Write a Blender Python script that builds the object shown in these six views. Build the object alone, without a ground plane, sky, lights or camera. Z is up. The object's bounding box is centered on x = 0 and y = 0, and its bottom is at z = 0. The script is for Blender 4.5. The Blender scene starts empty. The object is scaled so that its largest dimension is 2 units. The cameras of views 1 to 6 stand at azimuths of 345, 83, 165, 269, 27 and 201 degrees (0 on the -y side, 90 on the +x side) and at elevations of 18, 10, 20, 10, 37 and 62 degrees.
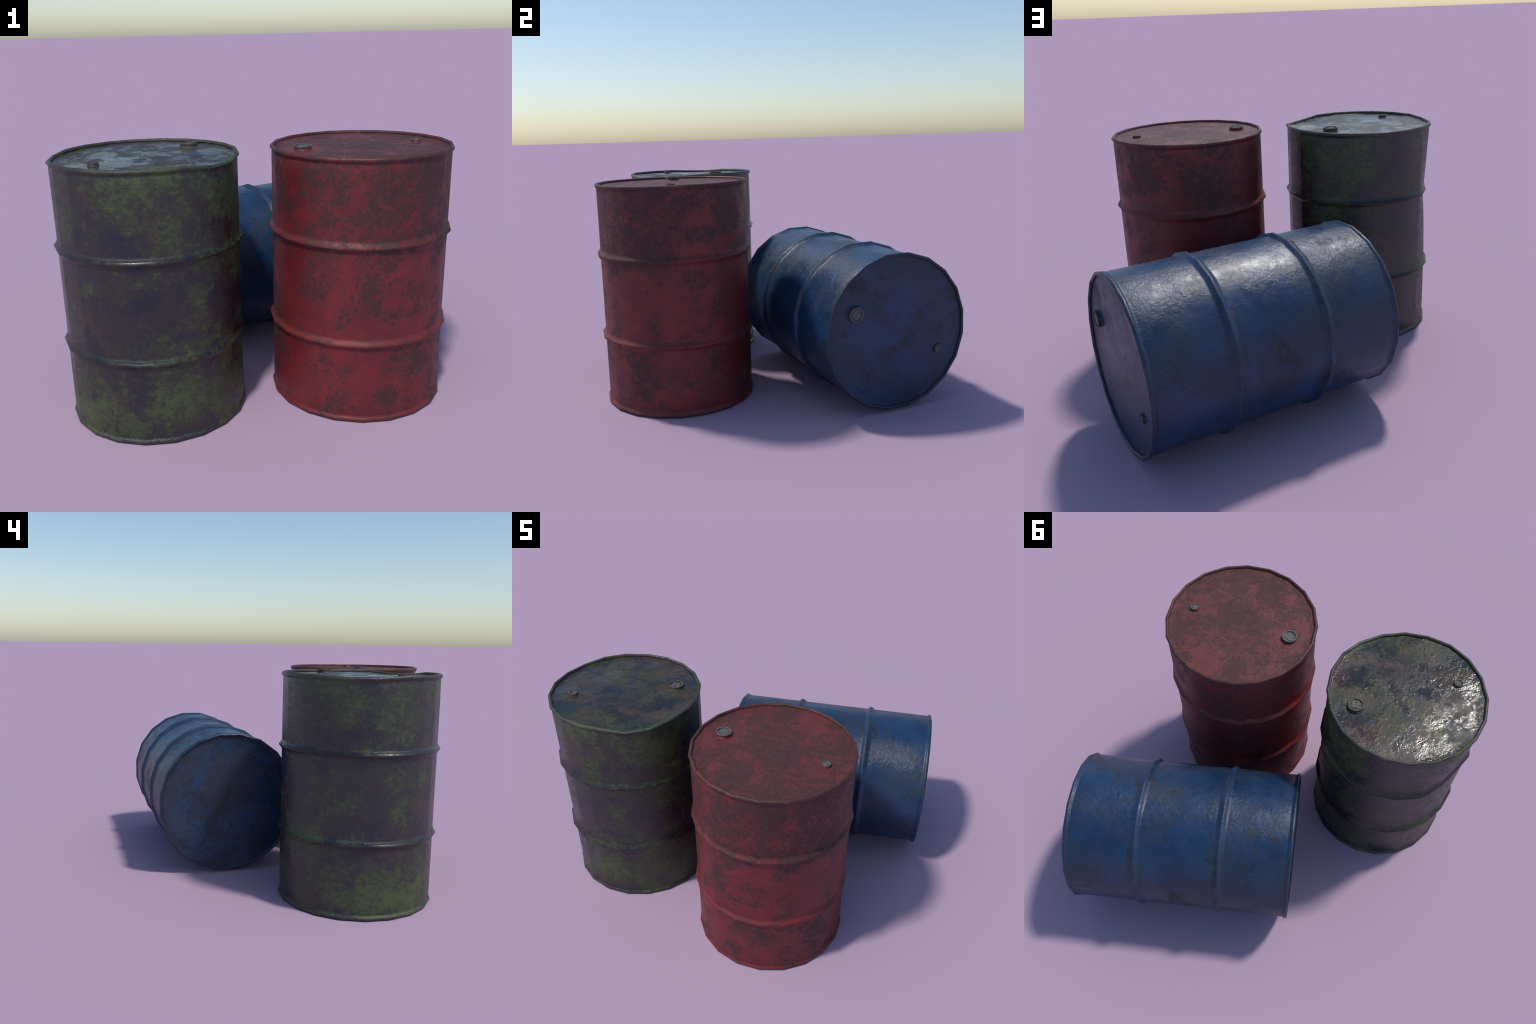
"""Three weathered steel oil drums: a red one and a mossy green one standing, a blue one lying on its side."""
import bpy, math
from mathutils import Vector, Matrix

SIDES = 20
RB, RP, RR = 0.4025, 0.4178, 0.4108      # body, hoop peak and chime radius
TOP = 1.194                             # drum height
LID, BASE = 1.1800, 0.010                # recessed end plates
HOOP_LOW, HOOP_HIGH = 0.376, 0.817
tau = math.tau

# ------------------------------------------------------------------ node helpers
class Nodes:
    def __init__(self, name):
        self.mat = bpy.data.materials.new(name)
        self.mat.use_nodes = True
        self.t = self.mat.node_tree
        self.t.nodes.clear()
        self.out = self.t.nodes.new("ShaderNodeOutputMaterial")
        self.bsdf = self.t.nodes.new("ShaderNodeBsdfPrincipled")
        self.t.links.new(self.bsdf.outputs[0], self.out.inputs[0])
        self.obj = self.t.nodes.new("ShaderNodeTexCoord").outputs["Object"]

    def put(self, socket, v):
        if isinstance(v, bpy.types.NodeSocket):
            self.t.links.new(v, socket)
        elif isinstance(v, (tuple, list)) and socket.type == "RGBA":
            socket.default_value = (*v[:3], 1.0)
        else:
            socket.default_value = v

    def math(self, op, a, b=None, c=None, clamp=False):
        n = self.t.nodes.new("ShaderNodeMath")
        n.operation, n.use_clamp = op, clamp
        for s, v in zip(n.inputs, (a, b, c)):
            if v is not None:
                self.put(s, v)
        return n.outputs[0]

    def add(self, *v):
        r = v[0]
        for x in v[1:]:
            r = self.math("ADD", r, x)
        return r

    def mul(self, *v):
        r = v[0]
        for x in v[1:]:
            r = self.math("MULTIPLY", r, x)
        return r

    def mapped(self, scale=(1, 1, 1), loc=(0, 0, 0), rot=(0, 0, 0)):
        n = self.t.nodes.new("ShaderNodeMapping")
        n.inputs["Scale"].default_value, n.inputs["Location"].default_value, n.inputs["Rotation"].default_value = scale, loc, rot
        self.t.links.new(self.obj, n.inputs[0])
        return n.outputs[0]

    def noise(self, scale, detail=4, rough=0.55, warp=0.0, vec=None, lac=2.0):
        n = self.t.nodes.new("ShaderNodeTexNoise")
        n.inputs["Scale"].default_value, n.inputs["Detail"].default_value = scale, detail
        n.inputs["Roughness"].default_value, n.inputs["Distortion"].default_value = rough, warp
        n.inputs["Lacunarity"].default_value = lac
        self.t.links.new(vec or self.obj, n.inputs["Vector"])
        return n.outputs["Fac"]

    def voronoi(self, scale, feature="F1", vec=None, out="Distance"):
        n = self.t.nodes.new("ShaderNodeTexVoronoi")
        n.feature = feature
        n.inputs["Scale"].default_value = scale
        self.t.links.new(vec or self.obj, n.inputs["Vector"])
        return n.outputs[out]

    def span(self, v, lo, hi, a=0.0, b=1.0, smooth=True):
        n = self.t.nodes.new("ShaderNodeMapRange")
        n.interpolation_type = "SMOOTHSTEP" if smooth else "LINEAR"
        for k, x in zip(("Value", "From Min", "From Max", "To Min", "To Max"), (v, lo, hi, a, b)):
            self.put(n.inputs[k], x)
        return n.outputs[0]

    def mix(self, fac, a, b, blend="MIX"):
        n = self.t.nodes.new("ShaderNodeMix")
        n.data_type, n.blend_type = "RGBA", blend
        self.put(n.inputs["Factor"], fac)
        self.put(n.inputs["A"], a) if False else self.put(n.inputs[6], a)
        self.put(n.inputs[7], b)
        return n.outputs[2]

    def axis(self, which):
        n = self.t.nodes.new("ShaderNodeSeparateXYZ")
        self.t.links.new(self.obj, n.inputs[0])
        return n.outputs[which]

    def blots(self, spots):
        """Sum of soft round patches; each is (angle in degrees, height, size, weight), or on an end plate (x, y, 'end', size, weight, z)."""
        total = None
        for s in spots:
            if len(s) == 4:
                a, z, size, w = s
                c = (RB * math.cos(math.radians(a)), RB * math.sin(math.radians(a)), z)
            else:
                x, y, z, size, w = s
                c = (x, y, z)
            n = self.t.nodes.new("ShaderNodeVectorMath")
            n.operation = "DISTANCE"
            self.t.links.new(self.obj, n.inputs[0])
            n.inputs[1].default_value = c
            m = self.span(n.outputs["Value"], 0.0, size, w, 0.0)
            total = m if total is None else self.math("ADD", total, m)
        return total

    def spatter(self, cover, mid, fine, soft=0.05, span=0.42, share=0.45):
        """Ragged, sharp-edged speckle that fills the share `cover` (0..1) of the surface."""
        v = self.add(self.mul(mid, 1.0 - share), self.mul(fine, share))
        t = self.math("MULTIPLY_ADD", self.math("SUBTRACT", 0.5, cover), span, 0.5)
        return self.span(self.math("SUBTRACT", v, t), -soft, soft)

    def near_heights(self, heights, width):
        z, total = self.axis(2), None
        for h in heights:
            d = self.math("ABSOLUTE", self.math("SUBTRACT", z, h))
            m = self.span(d, 0.0, width, 1.0, 0.0)
            total = m if total is None else self.math("MAXIMUM", total, m)
        return total

    def bump(self, height, strength, dist, normal=None):
        n = self.t.nodes.new("ShaderNodeBump")
        n.inputs["Strength"].default_value, n.inputs["Distance"].default_value = strength, dist
        self.t.links.new(height, n.inputs["Height"])
        if normal:
            self.t.links.new(normal, n.inputs["Normal"])
        return n.outputs[0]

    def finish(self, color, rough, normal=None, metal=0.0, spec=0.5):
        b = self.bsdf.inputs
        self.put(b["Base Color"], color)
        self.put(b["Roughness"], rough)
        self.put(b["Metallic"], metal)
        self.put(b["Specular IOR Level"], spec)
        if normal:
            self.put(b["Normal"], normal)
        return self.mat


# ------------------------------------------------------------------ paints
def red_paint(name, lid):
    n = Nodes(name)
    big = n.noise(3.0, 3, 0.5, 0.3)
    mid = n.noise(9, 9, 0.68, 0.5)
    fine = n.noise(38, 7, 0.72, 0.6)
    grit = n.noise(190, 3, 0.65)
    if lid:
        where = n.blots([(0.1, 0.05, LID, 0.3, 0.05), (-0.2, 0.15, LID, 0.2, 0.05), (0.05, -0.25, LID, 0.25, 0.05),
                         (-0.25, 0.02, LID, 0.20, -0.07), (0.24, 0.18, LID, 0.16, 0.05), (-0.1, 0.3, LID, 0.10, 0.08),
                         (-0.28, 0.24, LID, 0.12, -0.06), (0.28, -0.05, LID, 0.16, -0.05)])
        lift = 0.00
    else:
        where = n.blots([(-108, 0.98, 0.26, 0.09), (-100, 0.80, 0.18, 0.07), (-75, 1.02, 0.22, 0.05), (-62, 0.86, 0.14, 0.09),
                         (-103, 0.63, 0.11, 0.07), (-82, 0.60, 0.12, 0.06), (-120, 0.27, 0.10, 0.11), (-70, 0.27, 0.11, 0.11),
                         (-95, 0.13, 0.10, 0.09), (-30, 1.0, 0.28, 0.09), (-22, 0.90, 0.22, 0.06), (35, 0.98, 0.24, 0.08),
                         (10, 0.70, 0.16, 0.06), (62, 0.99, 0.26, 0.08), (100, 0.90, 0.22, 0.08), (150, 1.0, 0.25, 0.06),
                         (30, 0.26, 0.13, 0.10), (-35, 0.26, 0.11, 0.10), (-15, 0.50, 0.10, 0.07), (-150, 0.70, 0.2, 0.03),
                         (75, 0.5, 0.3, 0.04), (130, 0.3, 0.25, 0.06), (180, 0.3, 0.2, 0.06)])
        where = n.add(where, n.span(n.axis(2), 0.60, 1.10, -0.020, 0.030))
        where = n.add(where, n.mul(n.near_heights((HOOP_HIGH, TOP), 0.045), 0.03))
        lift = -0.12
    patch = n.noise(6.5, 5, 0.6, 0.4, n.mapped(loc=(5, 1, 6)))
    cover = n.add(0.5, n.mul(n.math("SUBTRACT", big, 0.5), 0.8), n.mul(n.math("SUBTRACT", patch, 0.5), 1.35), n.mul(where, 2.4), lift)
    speck = n.noise(60 if lid else 48, 10, 0.80, 0.3)
    grime = n.spatter(cover, n.noise(21, 9, 0.74, 0.3) if lid else mid, speck, 0.036 if lid else 0.034, 0.24 if lid else 0.27, 0.55 if lid else 0.72)
    veil = n.mul(n.span(n.add(cover, n.mul(n.math("SUBTRACT", mid, 0.5), 1.8)), 0.10, 0.95), 0.40)
    grime = n.math("MAXIMUM", n.mul(grime, 0.88), veil)
    pits = n.mul(n.span(n.noise(62, 6, 0.78, 0.4, n.mapped(loc=(3, 3, 3))), 0.56, 0.66), 0.60)
    grime = n.math("MAXIMUM", grime, pits)
    tone = n.mix(n.span(n.noise(6, 8, 0.7), 0.35, 0.65), (0.112, 0.0105, 0.0130), (0.178, 0.0150, 0.0170))
    tone = n.mix(n.mul(n.span(n.noise(17, 7, 0.74, 0.3, n.mapped(loc=(4, 2, 8))), 0.52, 0.66), 0.5), tone, (0.150, 0.028, 0.020))
    tone = n.mix(n.mul(n.span(n.noise(52, 8, 0.78, 0.3, n.mapped(loc=(1, 8, 5))), 0.55, 0.64), n.span(cover, 0.25, 0.7), 0.75), tone, (0.205, 0.055, 0.060))
    dark = n.mix(n.span(fine, 0.35, 0.65), (0.019, 0.0105, 0.0105), (0.042, 0.0195, 0.0185))
    if lid:
        tone = n.mix(0.30, tone, (0.105, 0.038, 0.036))
    col = n.mix(n.mul(grime, 0.86 if lid else 0.94), tone, dark)
    chips = n.mul(n.span(n.noise(70, 8, 0.78, 0.4, n.mapped(loc=(6, 2, 9))), 0.57, 0.64), grime, 0.40)
    col = n.mix(chips, col, (0.150, 0.040, 0.042))
    if not lid:
        edge = n.mul(n.near_heights((HOOP_LOW, HOOP_HIGH), 0.008), n.span(mid, 0.48, 0.66), 0.12)
        col = n.mix(edge, col, (0.14, 0.055, 0.045))
        rim = n.mul(n.near_heights((TOP, 0.004), 0.014), n.span(n.noise(14, 5, 0.7), 0.35, 0.65, 0.95, 0.25))
        col = n.mix(rim, col, n.mix(n.span(fine, 0.35, 0.65), (0.026, 0.014, 0.012), (0.085, 0.026, 0.020)))
    rough = n.add(n.span(grime, 0, 1, 0.44, 0.60), n.mul(n.math("SUBTRACT", mid, 0.5), 0.30), 0.05, 0.07 if lid else n.mul(n.near_heights((HOOP_LOW, HOOP_HIGH), 0.03), n.span(mid, 0.45, 0.6, 0.16, 0.0)))
    h = n.add(n.mul(mid, 0.5), n.mul(fine, 0.40), n.mul(grit, 0.06))
    return n.finish(col, rough, n.bump(h, 0.22, 0.012))


def blue_paint(name, lid):
    n = Nodes(name)
    big = n.noise(3.4, 3, 0.5, 0.3, n.mapped(loc=(1, 5, 2)))
    mid = n.noise(9, 9, 0.68, 0.5)
    fine = n.noise(40, 7, 0.70, 0.3)
    grit = n.noise(170, 3, 0.6)
    if lid == "base":
        where = n.add(n.blots([(0.0, 0.05, BASE, 0.22, 0.07), (0.2, 0.1, BASE, 0.2, 0.04), (-0.15, -0.1, BASE, 0.2, 0.05)]), 0.085)
    elif lid == "lid":
        where = n.add(n.mul(big, 0.02), 0.0)
    else:
        where = n.blots([(110, 0.18, 0.20, 0.10), (150, 0.5, 0.16, 0.05), (60, 0.9, 0.25, 0.04), (-60, 0.2, 0.25, 0.06),
                         (0, 0.30, 0.2, 0.06), (20, 0.6, 0.2, 0.05), (-120, 0.7, 0.3, 0.05), (-40, 0.95, 0.3, 0.05), (75, 0.25, 0.2, 0.06)])
        where = n.add(where, n.mul(n.near_heights((HOOP_LOW, HOOP_HIGH), 0.07), 0.03))
    cover = n.add(0.5, n.mul(n.math("SUBTRACT", big, 0.5), 1.2), n.mul(n.math("SUBTRACT", n.noise(6.5, 5, 0.6, 0.4, n.mapped(loc=(5, 1, 6))), 0.5), 1.6), n.mul(where, 3.4), -0.36)
    dirt = n.mul(n.spatter(cover, mid, n.noise(44, 10, 0.80, 0.3), 0.045, 0.30, 0.70), 0.92)
    spots = n.mul(n.span(n.noise(34, 7, 0.78, 0.4, n.mapped(loc=(7, 7, 1))), 0.57, 0.65), 0.75)
    dirt = n.math("MAXIMUM", dirt, spots)
    tone = n.mix(n.span(n.noise(5, 7, 0.65), 0.3, 0.7), (0.0060, 0.0240, 0.064), (0.0105, 0.0430, 0.115))
    grey = n.mix(n.span(fine, 0.3, 0.7), (0.0085, 0.0115, 0.0170), (0.0180, 0.0230, 0.0310))
    col = n.mix(n.mul(dirt, 0.85), tone, grey)
    scab = n.mul(n.spatter(n.add(n.mul(n.math("SUBTRACT", n.noise(5, 5, 0.6, 0.3, n.mapped(loc=(9, 3, 3))), 0.5), 2.0), 0.20 if lid == "base" else 0.10),
                           n.noise(13, 9, 0.74, 0.3, n.mapped((1, 1, 1.6), (3, 6, 1))), fine, 0.04, 0.30, 0.5), 0.75)
    film = n.spatter(n.span(n.noise(3.6, 4, 0.55, 0.3, n.mapped(loc=(2, 9, 4))), 0.38, 0.66), n.noise(12, 9, 0.72, 0.3, n.mapped(loc=(5, 5, 4))), fine, 0.10)
    col = n.mix(n.mul(film, 0.45 if lid == "base" else 0.32), col, (0.027, 0.034, 0.046))
    col = n.mix(scab, col, (0.0095, 0.0090, 0.0080))
    if not lid:
        rim = n.mul(n.near_heights((TOP - 0.004, 0.006), 0.014), n.span(mid, 0.35, 0.6, 0.8, 0.35))
        col = n.mix(rim, col, (0.013, 0.015, 0.020))
        wear = n.mul(n.near_heights((HOOP_LOW, HOOP_HIGH, TOP - 0.006, 0.006), 0.010), n.span(mid, 0.54, 0.68), 0.35)
        col = n.mix(wear, col, (0.060, 0.060, 0.058))
        dark_line = n.mul(n.near_heights((HOOP_LOW - 0.028, HOOP_LOW + 0.028, HOOP_HIGH - 0.028, HOOP_HIGH + 0.028), 0.008), n.span(mid, 0.42, 0.6), 0.6)
        col = n.mix(dark_line, col, (0.016, 0.017, 0.018))
    else:
        r = n.math("SQRT", n.add(n.math("POWER", n.axis(0), 2.0), n.math("POWER", n.axis(1), 2.0)))
        edge = n.mul(n.span(r, 0.33, 0.40), n.span(mid, 0.40, 0.60), 0.7)
        col = n.mix(edge, col, (0.014, 0.015, 0.017))
    scratch = n.span(n.noise(9, 2, 0.4, 0.0, n.mapped((18, 1.0, 14), rot=(0.4, 0.3, 0.9))), 0.71, 0.75)
    col = n.mix(n.mul(scratch, 0.25), col, (0.10, 0.115, 0.125))
    rough = n.add(n.span(dirt, 0, 1, 0.36, 0.54), n.mul(film, 0.08), 0.0 if lid else n.mul(n.near_heights((HOOP_LOW, HOOP_HIGH), 0.03), n.span(mid, 0.45, 0.6, 0.18, 0.0)), n.mul(n.math("SUBTRACT", n.noise(14, 7, 0.72), 0.5), 0.45))
    wrinkle = n.math("ABSOLUTE", n.math("SUBTRACT", n.noise(30, 5, 0.62, 0.3), 0.5))
    wrinkle = n.span(wrinkle, 0.0, 0.10)
    patchy = n.span(n.noise(6, 4, 0.6), 0.38, 0.60, 0.25, 1.0)
    h = n.add(n.mul(mid, 0.5), n.mul(wrinkle, patchy, 0.13), n.mul(fine, patchy, 0.65), n.mul(grit, 0.03))
    return n.finish(col, rough, n.bump(h, 0.30, 0.014))


def mossy_paint(name, lid):
    n = Nodes(name)
    big = n.noise(4.0, 4, 0.55, 0.4)
    mid = n.noise(10, 10, 0.72, 0.35)
    fine = n.noise(50, 8, 0.75, 0.35)
    grit = n.noise(190, 3, 0.6)
    base = n.mix(n.span(n.noise(5, 6, 0.65, 0.4, n.mapped(loc=(6, 3, 3))), 0.40, 0.58), (0.0075, 0.0068, 0.0200), (0.0190, 0.0140, 0.0160))
    rust = n.span(n.add(n.mul(n.noise(5.0, 7, 0.68, 0.5), 0.75), n.mul(fine, 0.25)), 0.50, 0.62)
    base = n.mix(n.mul(rust, 0.70), base, n.mix(n.span(fine, 0.3, 0.7), (0.030, 0.017, 0.016), (0.060, 0.034, 0.027)))
    if lid:
        base = n.mix(n.span(n.noise(6, 8, 0.7, 0.3, n.mapped(loc=(2, 6, 3))), 0.40, 0.60), (0.0150, 0.0145, 0.0180), (0.0420, 0.0360, 0.0370))
        rust2 = n.spatter(n.span(n.noise(5.5, 6, 0.62, 0.4, n.mapped(loc=(8, 4, 2))), 0.38, 0.62), n.noise(14, 8, 0.72), fine, 0.07)
        base = n.mix(n.mul(rust2, 0.78), base, n.mix(n.span(fine, 0.35, 0.65), (0.036, 0.022, 0.017), (0.090, 0.054, 0.040)))
        blue = n.spatter(n.span(n.noise(4.5, 4, 0.6, 0.4, n.mapped(loc=(3, 1, 7))), 0.42, 0.64), mid, fine, 0.08)
        base = n.mix(n.mul(blue, 0.55), base, (0.0105, 0.0160, 0.0320))
        cover = n.add(0.40, n.mul(n.math("SUBTRACT", big, 0.5), 2.2))
        moss = n.mul(n.spatter(cover, mid, fine, 0.08, 0.30, 0.62), 0.70)
    else:
        z = n.axis(2)
        bands = n.add(n.span(z, 0.84, 1.12, 0.0, 0.055), n.span(z, 0.05, 0.42, 0.065, 0.0))
        # heights and bearings on the drum itself (which stands turned by 216 degrees)
        spots = n.blots([(43, 0.16, 0.24, 0.07), (38, 1.05, 0.24, 0.07), (48, 0.72, 0.14, 0.05), (75, 0.62, 0.14, 0.05), (12, 0.72, 0.14, 0.04), (-8, 0.50, 0.14, 0.05), (-16, 0.15, 0.26, 0.09), (-25, 1.05, 0.3, 0.06), (-60, 1.05, 0.2, 0.06),
                         (70, 0.45, 0.2, 0.06), (30, 0.58, 0.2, -0.05), (10, 0.58, 0.2, -0.03), (85, 0.75, 0.2, -0.04), (-50, 0.6, 0.3, -0.04),
                         (55, 0.85, 0.2, 0.03), (95, 1.0, 0.2, 0.05), (120, 0.2, 0.3, 0.04)])
        patch = n.noise(7.0, 5, 0.6, 0.5, n.mapped(loc=(8, 2, 5)))
        cover = n.add(0.40, n.mul(n.math("SUBTRACT", big, 0.5), 1.5), n.mul(n.math("SUBTRACT", patch, 0.5), 1.8), n.mul(n.add(bands, spots), 2.8))
        moss = n.math("MAXIMUM", n.spatter(cover, mid, n.noise(38, 9, 0.78, 0.3, n.mapped(loc=(1, 4, 4))), 0.055, 0.22, 0.78), n.mul(n.span(cover, 0.10, 0.9), 0.34))
    thread = n.math("ABSOLUTE", n.math("SUBTRACT", n.noise(16, 5, 0.65, 2.5), 0.5))
    thread = n.mul(n.span(thread, 0.0, 0.035, 1.0, 0.0), n.span(mid, 0.44, 0.56), n.span(fine, 0.42, 0.56), 0.8)
    moss = n.math("MAXIMUM", moss, thread)
    moss = n.mul(moss, n.span(grit, 0.15, 0.55, 0.7, 1.0))
    streak = n.noise(30, 8, 0.76, 0.6, n.mapped((1.0, 1.0, 1.7), (2, 2, 2), (0.5, 0.3, 0.0)))
    green = n.mix(n.span(n.add(n.mul(fine, 0.30), n.mul(streak, 0.50), n.mul(cover, 0.16)), 0.42, 0.60), (0.0155, 0.0180, 0.0085), (0.0530, 0.0840, 0.0165))
    col = n.mix(n.mul(moss, 0.84), base, green)
    orange = n.span(n.add(n.mul(n.noise(14, 6, 0.7, 0.4, n.mapped(loc=(9, 4, 2))), 0.8), n.mul(fine, 0.2)), 0.60, 0.68)
    col = n.mix(n.mul(orange, 0.55), col, (0.095, 0.038, 0.022))
    if not lid:
        edge = n.mul(n.near_heights((HOOP_LOW, HOOP_HIGH, TOP - 0.004, 0.008), 0.010), n.span(n.noise(13, 5, 0.7), 0.45, 0.62))
        hoop = n.near_heights((HOOP_LOW, HOOP_HIGH), 0.026)
        col = n.mix(n.mul(hoop, n.span(n.noise(9, 6, 0.65), 0.48, 0.58), 0.30), col, (0.006, 0.009, 0.010))
        col = n.mix(n.mul(edge, 0.35), col, (0.050, 0.033, 0.022))
        rim = n.mul(n.near_heights((TOP, 0.002), 0.016), n.span(mid, 0.38, 0.58, 0.75, 0.2))
        col = n.mix(rim, col, n.mix(n.span(fine, 0.4, 0.6), (0.018, 0.018, 0.013), (0.050, 0.042, 0.024)))
    ridge = n.math("ABSOLUTE", n.math("SUBTRACT", n.noise(18, 4, 0.62, 1.5), 0.5))
    ridge = n.span(ridge, 0.0, 0.14)
    if lid:
        # paler, smoother patch toward one side of the lid
        d = n.blots([(0.25, -0.17, LID, 0.20, 1.0), (0.16, -0.06, LID, 0.13, 0.6)])
        pale_patch = n.span(n.add(d, n.mul(n.math("SUBTRACT", mid, 0.5), 2.2)), 0.40, 0.62)
        col = n.mix(n.mul(pale_patch, 0.5), col, n.mix(n.span(mid, 0.4, 0.6), (0.030, 0.022, 0.021), (0.070, 0.048, 0.038)))
        lump = n.add(n.mul(n.noise(14, 3, 0.5, 0.4), 0.35), n.mul(n.noise(54, 4, 0.55, 0.4), 0.55), n.mul(ridge, 0.08))
        # bump-only slope, aimed so this side of the lid shows the sun glint
        along = n.t.nodes.new("ShaderNodeVectorMath")
        along.operation = "DOT_PRODUCT"
        n.t.links.new(n.obj, along.inputs[0])
        along.inputs[1].default_value = (0.443, -0.896, 0.0)
        tilt = n.bump(n.span(along.outputs["Value"], 0.10, 0.42, 1.0, 0.0), 1.0, 0.019)
        h = n.mul(lump, n.span(pale_patch, 0, 1, 1.0, 0.5), n.span(n.noise(6, 5, 0.6, 0.3, n.mapped(loc=(3, 3, 9))), 0.38, 0.60, 0.35, 1.25))
        rough = n.add(n.span(moss, 0, 0.6, 0.15, 0.24), n.mul(n.span(n.noise(7, 8, 0.74, 0.3, n.mapped(loc=(1, 7, 7))), 0.46, 0.56), 0.36), n.mul(pale_patch, n.span(n.noise(13, 6, 0.7), 0.4, 0.6), 0.14))
        return n.finish(col, rough, n.bump(h, 0.25, 0.016, tilt), spec=0.42)
    h = n.add(n.mul(mid, 0.5), n.mul(ridge, 0.09), n.mul(fine, 0.45), n.mul(grit, 0.04))
    h = n.mul(h, n.span(hoop, 0.1, 0.6, 1.0, 0.12))
    rough = n.add(n.span(moss, 0, 1, 0.27, 0.50), n.mul(n.math("SUBTRACT", mid, 0.5), 0.3), n.mul(hoop, n.span(n.noise(6, 4, 0.6, 0.2, n.mapped(loc=(4, 7, 1))), 0.44, 0.56, 0.10, -0.08)), n.mul(n.near_heights((TOP, 0.0), 0.02), 0.16))
    return n.finish(col, rough, n.bump(h, 0.40, 0.014), spec=n.add(0.68, n.mul(hoop, -0.3)))


def bare_metal(name, rusty=False):
    n = Nodes(name)
    fine = n.noise(160, 5, 0.7)
    col = n.mix(n.span(fine, 0.3, 0.7), (0.050, 0.048, 0.046), (0.170, 0.163, 0.152))
    if rusty:
        col = n.mix(n.span(n.noise(60, 6, 0.7, 0.3, n.mapped(loc=(2, 1, 5))), 0.40, 0.60), col, (0.070, 0.045, 0.030))
    return n.finish(col, n.span(fine, 0.3, 0.7, 0.72, 0.52), n.bump(fine, 0.6, 0.004), metal=0.15)


# ------------------------------------------------------------------ shape of a drum
def profile():
    """(radius, height, part) from the rim of the base plate, up the outside, to the rim of the lid."""
    def chime(kind, at, up):
        pts = [(0.4015, 0.026), (0.4065, 0.0205), (0.4095, 0.0155), (RR, 0.010), (0.4085, 0.005), (0.4050, 0.0012), (0.4010, 0.0),
               (0.3965, 0.0012), (0.3938, 0.005), (0.3930, 0.0075), (0.3925, BASE + 0.0008)]
        return [(r, at + up * z, kind) for r, z in pts]

    def hoop(z):
        half = [(0.026, 0.0002), (0.020, 0.0024), (0.012, 0.0088), (0.006, 0.0136), (0.0025, (RP - RB) - 0.0003)]
        pts = [(RB + out, z - d) for d, out in half] + [(RP, z)] + [(RB + out, z + d) for d, out in half[::-1]]
        return [(r, h, "rolling_hoop") for r, h in pts]

    def wall(a, b, n):
        return [(RB, a + (b - a) * i / n, "wall") for i in range(n + 1)]

    return (chime("chime", 0, 1)[::-1] + wall(0.032, HOOP_LOW - 0.032, 5) + hoop(HOOP_LOW) + wall(HOOP_LOW + 0.032, HOOP_HIGH - 0.032, 7)
            + hoop(HOOP_HIGH) + wall(HOOP_HIGH + 0.032, TOP - 0.032, 6) + chime("chime", TOP, -1))


def bell(angle, centre, width):
    d = (math.degrees(angle) - centre + 180) % 360 - 180
    return math.exp(-(d / width) ** 2)


def battered(p, turn):
    """Dents of the green drum: the rim is knocked down at two places and pushed in at a third."""
    r = math.hypot(p.x, p.y)
    if r < 1e-6:
        return p
    a = math.atan2(p.y, p.x) + turn
    inward = min(1.0, r / 0.39) ** 3
    top = math.exp(-max(0.0, TOP - p.z) / 0.10)
    lx, ly = r * math.cos(a) - 0.185, r * math.sin(a) + 0.200
    pit = 0.013 * math.exp(-(lx * lx + ly * ly) / 0.085 ** 2) * (1.0 if r < 0.3935 else 0.35)
    dz = -(pit + 0.021 * bell(a, -45, 17) * inward + 0.011 * bell(a, 170, 17) * min(1.0, r / 0.39) ** 2) * top
    dr = -(0.013 * bell(a, -80, 20)) * top * inward
    # a fist-sized dent across the upper hoop and a shallow one across the lower hoop
    under_rim = min(1.0, max(0.0, (TOP - 0.03 - p.z) / 0.12))
    dr -= 0.038 * bell(a, 155, 14.5) * math.exp(-abs(p.z - 0.80) / 0.21) * under_rim * min(1.0, r / 0.39) ** 6
    dr -= 0.008 * bell(a, -42, 24) * math.exp(-((p.z - 0.33) / 0.2) ** 2)
    return Vector((p.x * (r + dr) / r, p.y * (r + dr) / r, p.z + dz))


def build_mesh(name, verts, faces, normals, material, smooth=True):
    me = bpy.data.meshes.new(name)
    me.from_pydata(verts, [], faces)
    me.materials.append(material)
    me.polygons.foreach_set("use_smooth", [smooth] * len(me.polygons))
    me.update()
    if normals:
        me.normals_split_custom_set_from_vertices(normals)
    return me


def attach(name, me, parent, at=(0, 0, 0)):
    ob = bpy.data.objects.new(name, me)
    bpy.context.scene.collection.objects.link(ob)
    ob.parent, ob.location = parent, at
    return ob


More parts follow.
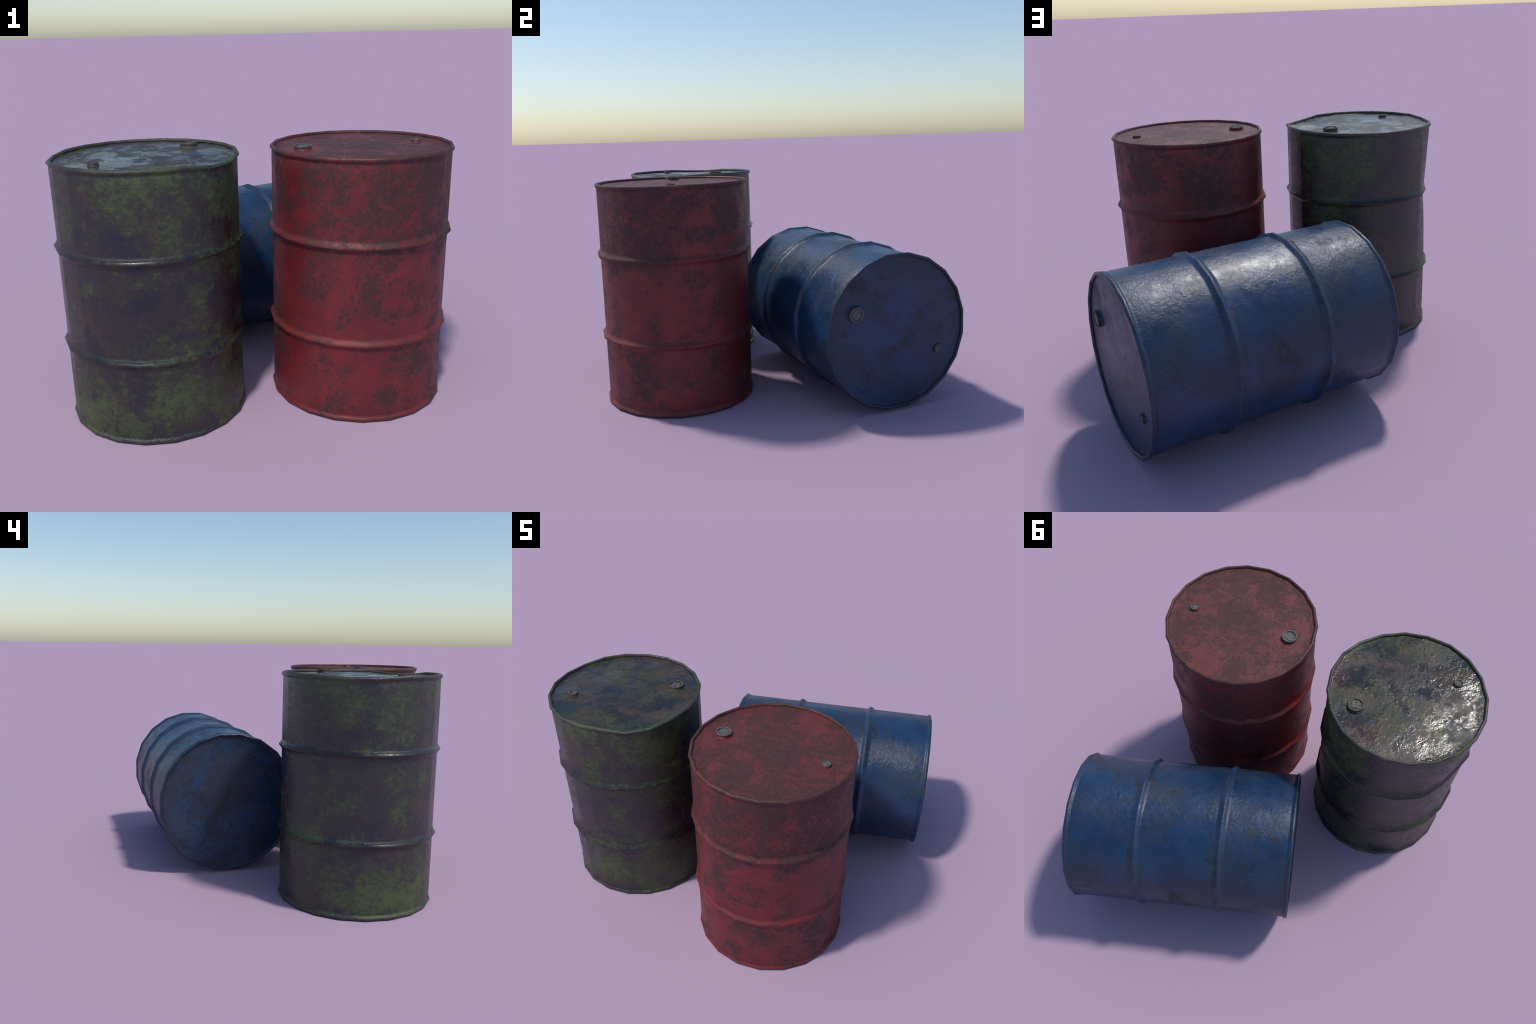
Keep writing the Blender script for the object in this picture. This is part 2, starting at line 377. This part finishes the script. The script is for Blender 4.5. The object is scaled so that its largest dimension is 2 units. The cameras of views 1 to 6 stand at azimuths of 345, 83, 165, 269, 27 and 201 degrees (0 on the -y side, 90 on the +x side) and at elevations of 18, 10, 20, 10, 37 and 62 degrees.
def build_shell(drum, paint, deform):
    prof = profile()
    ring = [[deform(Vector((r * math.cos(tau * k / SIDES), r * math.sin(tau * k / SIDES), z))) for k in range(SIDES)] for r, z, _ in prof]
    # normals of the whole skin, so that the separate parts shade as one
    acc = [[Vector((0, 0, 0)) for _ in range(SIDES)] for _ in prof]
    for i in range(len(prof) - 1):
        for k in range(SIDES):
            m = (k + 1) % SIDES
            a, b, c, d = ring[i][k], ring[i][m], ring[i + 1][m], ring[i + 1][k]
            nv = (c - a).cross(d - b)
            nv.normalize()
            for q, s in ((i, k), (i, m), (i + 1, m), (i + 1, k)):
                acc[q][s] += nv
    start = 0
    spans = []
    while start < len(prof) - 1:
        kind = prof[start][2]
        end = start
        while end < len(prof) - 1 and prof[end + 1][2] == kind:
            end += 1
        spans.append((kind, start, end))
        start = end + 1
    # walls reach to the neighbouring part, so borders coincide
    grown = []
    for j, (kind, a, b) in enumerate(spans):
        if kind == "wall":
            a, b = (a - 1 if j else a), (b + 1 if j < len(spans) - 1 else b)
        grown.append((kind, a, b))
    for kind, a, b in grown:
        verts = [v for i in range(a, b + 1) for v in ring[i]]
        norm = [v.normalized() for i in range(a, b + 1) for v in acc[i]]
        faces = [(i * SIDES + k, i * SIDES + (k + 1) % SIDES, (i + 1) * SIDES + (k + 1) % SIDES, (i + 1) * SIDES + k) for i in range(b - a) for k in range(SIDES)]
        attach(kind, build_mesh(kind, verts, faces, norm, paint), drum)
    return ring


def build_plate(drum, kind, z, paint, deform, up):
    radii = [0.3928, 0.385, 0.36, 0.31, 0.25, 0.18, 0.10, 0.04]
    dish = lambda r: z + (0.0012 if up else -0.0012) * (1 if r > 0.388 else 0)
    verts = [deform(Vector((r * math.cos(tau * k / SIDES), r * math.sin(tau * k / SIDES), dish(r)))) for r in radii for k in range(SIDES)]
    verts.append(deform(Vector((0, 0, z))))
    faces = []
    for i in range(len(radii) - 1):
        for k in range(SIDES):
            m = (k + 1) % SIDES
            faces.append((i * SIDES + k, i * SIDES + m, (i + 1) * SIDES + m, (i + 1) * SIDES + k))
    last = (len(radii) - 1) * SIDES
    faces += [(last + k, last + (k + 1) % SIDES, len(verts) - 1) for k in range(SIDES)]
    if not up:
        faces = [f[::-1] for f in faces]
    return attach(kind, build_mesh(kind, verts, faces, None, paint), drum)


def lathe(name, pts, seg, material, cap=True):
    verts = [(r * math.cos(tau * k / seg), r * math.sin(tau * k / seg), z) for r, z in pts for k in range(seg)]
    faces = [(i * seg + k, i * seg + (k + 1) % seg, (i + 1) * seg + (k + 1) % seg, (i + 1) * seg + k) for i in range(len(pts) - 1) for k in range(seg)]
    if cap:
        faces.append(tuple(range((len(pts) - 1) * seg, len(pts) * seg)))
    me = build_mesh(name, verts, faces, None, material)
    me.set_sharp_from_angle(angle=math.radians(40))
    return me


def build_bung(drum, where, R, height, paint, metal):
    x, y, z = where
    collar = lathe("bung", [(R * 1.10, -0.001), (R * 1.06, 0.0025), (R * 1.0, 0.004), (R * 0.99, height * 0.62), (R * 0.985, height * 0.66)], 28, paint, False)
    bung = attach("bung", collar, drum, (x, y, z))
    h = height
    plug = lathe("plug", [(R * 0.985, h * 0.66), (R * 1.01, h * 0.70), (R * 1.01, h * 0.94), (R * 0.975, h), (R * 0.87, h), (R * 0.84, h * 0.965), (R * 0.83, h * 0.66), (R * 0.70, h * 0.64), (R * 0.3, h * 0.66)], 28, metal)
    plug_ob = attach("plug", plug, bung)
    # raised cross-shaped grip in the recess of the plug
    w, l, g = R * 0.22, R * 0.70, R * 0.42
    star = []
    for q in range(4):
        a = q * math.pi / 2 + 0.5
        for u, v in ((l, -w), (l, w), (g, w * 1.3)):
            star.append((u * math.cos(a) - v * math.sin(a), u * math.sin(a) + v * math.cos(a)))
    n = len(star)
    zb, zt = h * 0.62, h * 0.80
    verts = [(u, v, zb) for u, v in star] + [(u * 0.93, v * 0.93, zt) for u, v in star]
    faces = [(k, (k + 1) % n, n + (k + 1) % n, n + k) for k in range(n)] + [tuple(range(n, 2 * n))]
    attach("grip", build_mesh("grip", verts, faces, None, metal, False), bung)
    return bung


def build_drum(label, paint_maker, matrix, turn=0.0, dented=False, key=""):
    drum = bpy.data.objects.new("oil_drum", None)
    bpy.context.scene.collection.objects.link(drum)
    drum.matrix_world = matrix
    drum["label"], drum["category"] = label, "oil drum"
    deform = (lambda p: battered(p, turn)) if dented else (lambda p: p)
    paint = paint_maker(key + "_painted_steel", "")
    build_shell(drum, paint, deform)
    build_plate(drum, "lid", LID, paint_maker(key + "_lid_paint", "lid"), deform, True)
    build_plate(drum, "base_plate", BASE, paint_maker(key + "_base_paint", "base"), lambda p: p, False)
    metal = bare_metal(key + "_plug_metal", dented)
    build_bung(drum, (-0.275, 0, LID), 0.0392, 0.0195, paint, metal)
    build_bung(drum, (0.275, 0, LID), 0.0226, 0.0130, paint, metal)
    return drum


# ------------------------------------------------------------------ the three drums
build_drum("red standing oil drum with patchy dark grime", red_paint, Matrix.Translation((0.3785, -0.5416, 0)), key="red")

turn = math.radians(216.3)
build_drum("dark mossy standing oil drum with a dented rim", mossy_paint,
           Matrix.Translation((-0.580, -0.430, 0)) @ Matrix.Rotation(turn, 4, "Z"), turn, True, key="mossy")

# the blue drum lies on its two hoops; its lid faces +x
az, roll = 0.26868, 0.16720 - math.radians(36)
axis = Vector((math.cos(az), math.sin(az), 0))
side = Vector((0, 0, 1)).cross(axis)
upw = axis.cross(side)
X = math.cos(roll) * side + math.sin(roll) * upw
Y = axis.cross(X)
lying = Matrix.Translation((-0.2554, 0.2537, RP)) @ Matrix((X, Y, axis)).transposed().to_4x4()
build_drum("blue scuffed oil drum lying on its side", blue_paint, lying, key="blue")
bpy.context.view_layer.update()
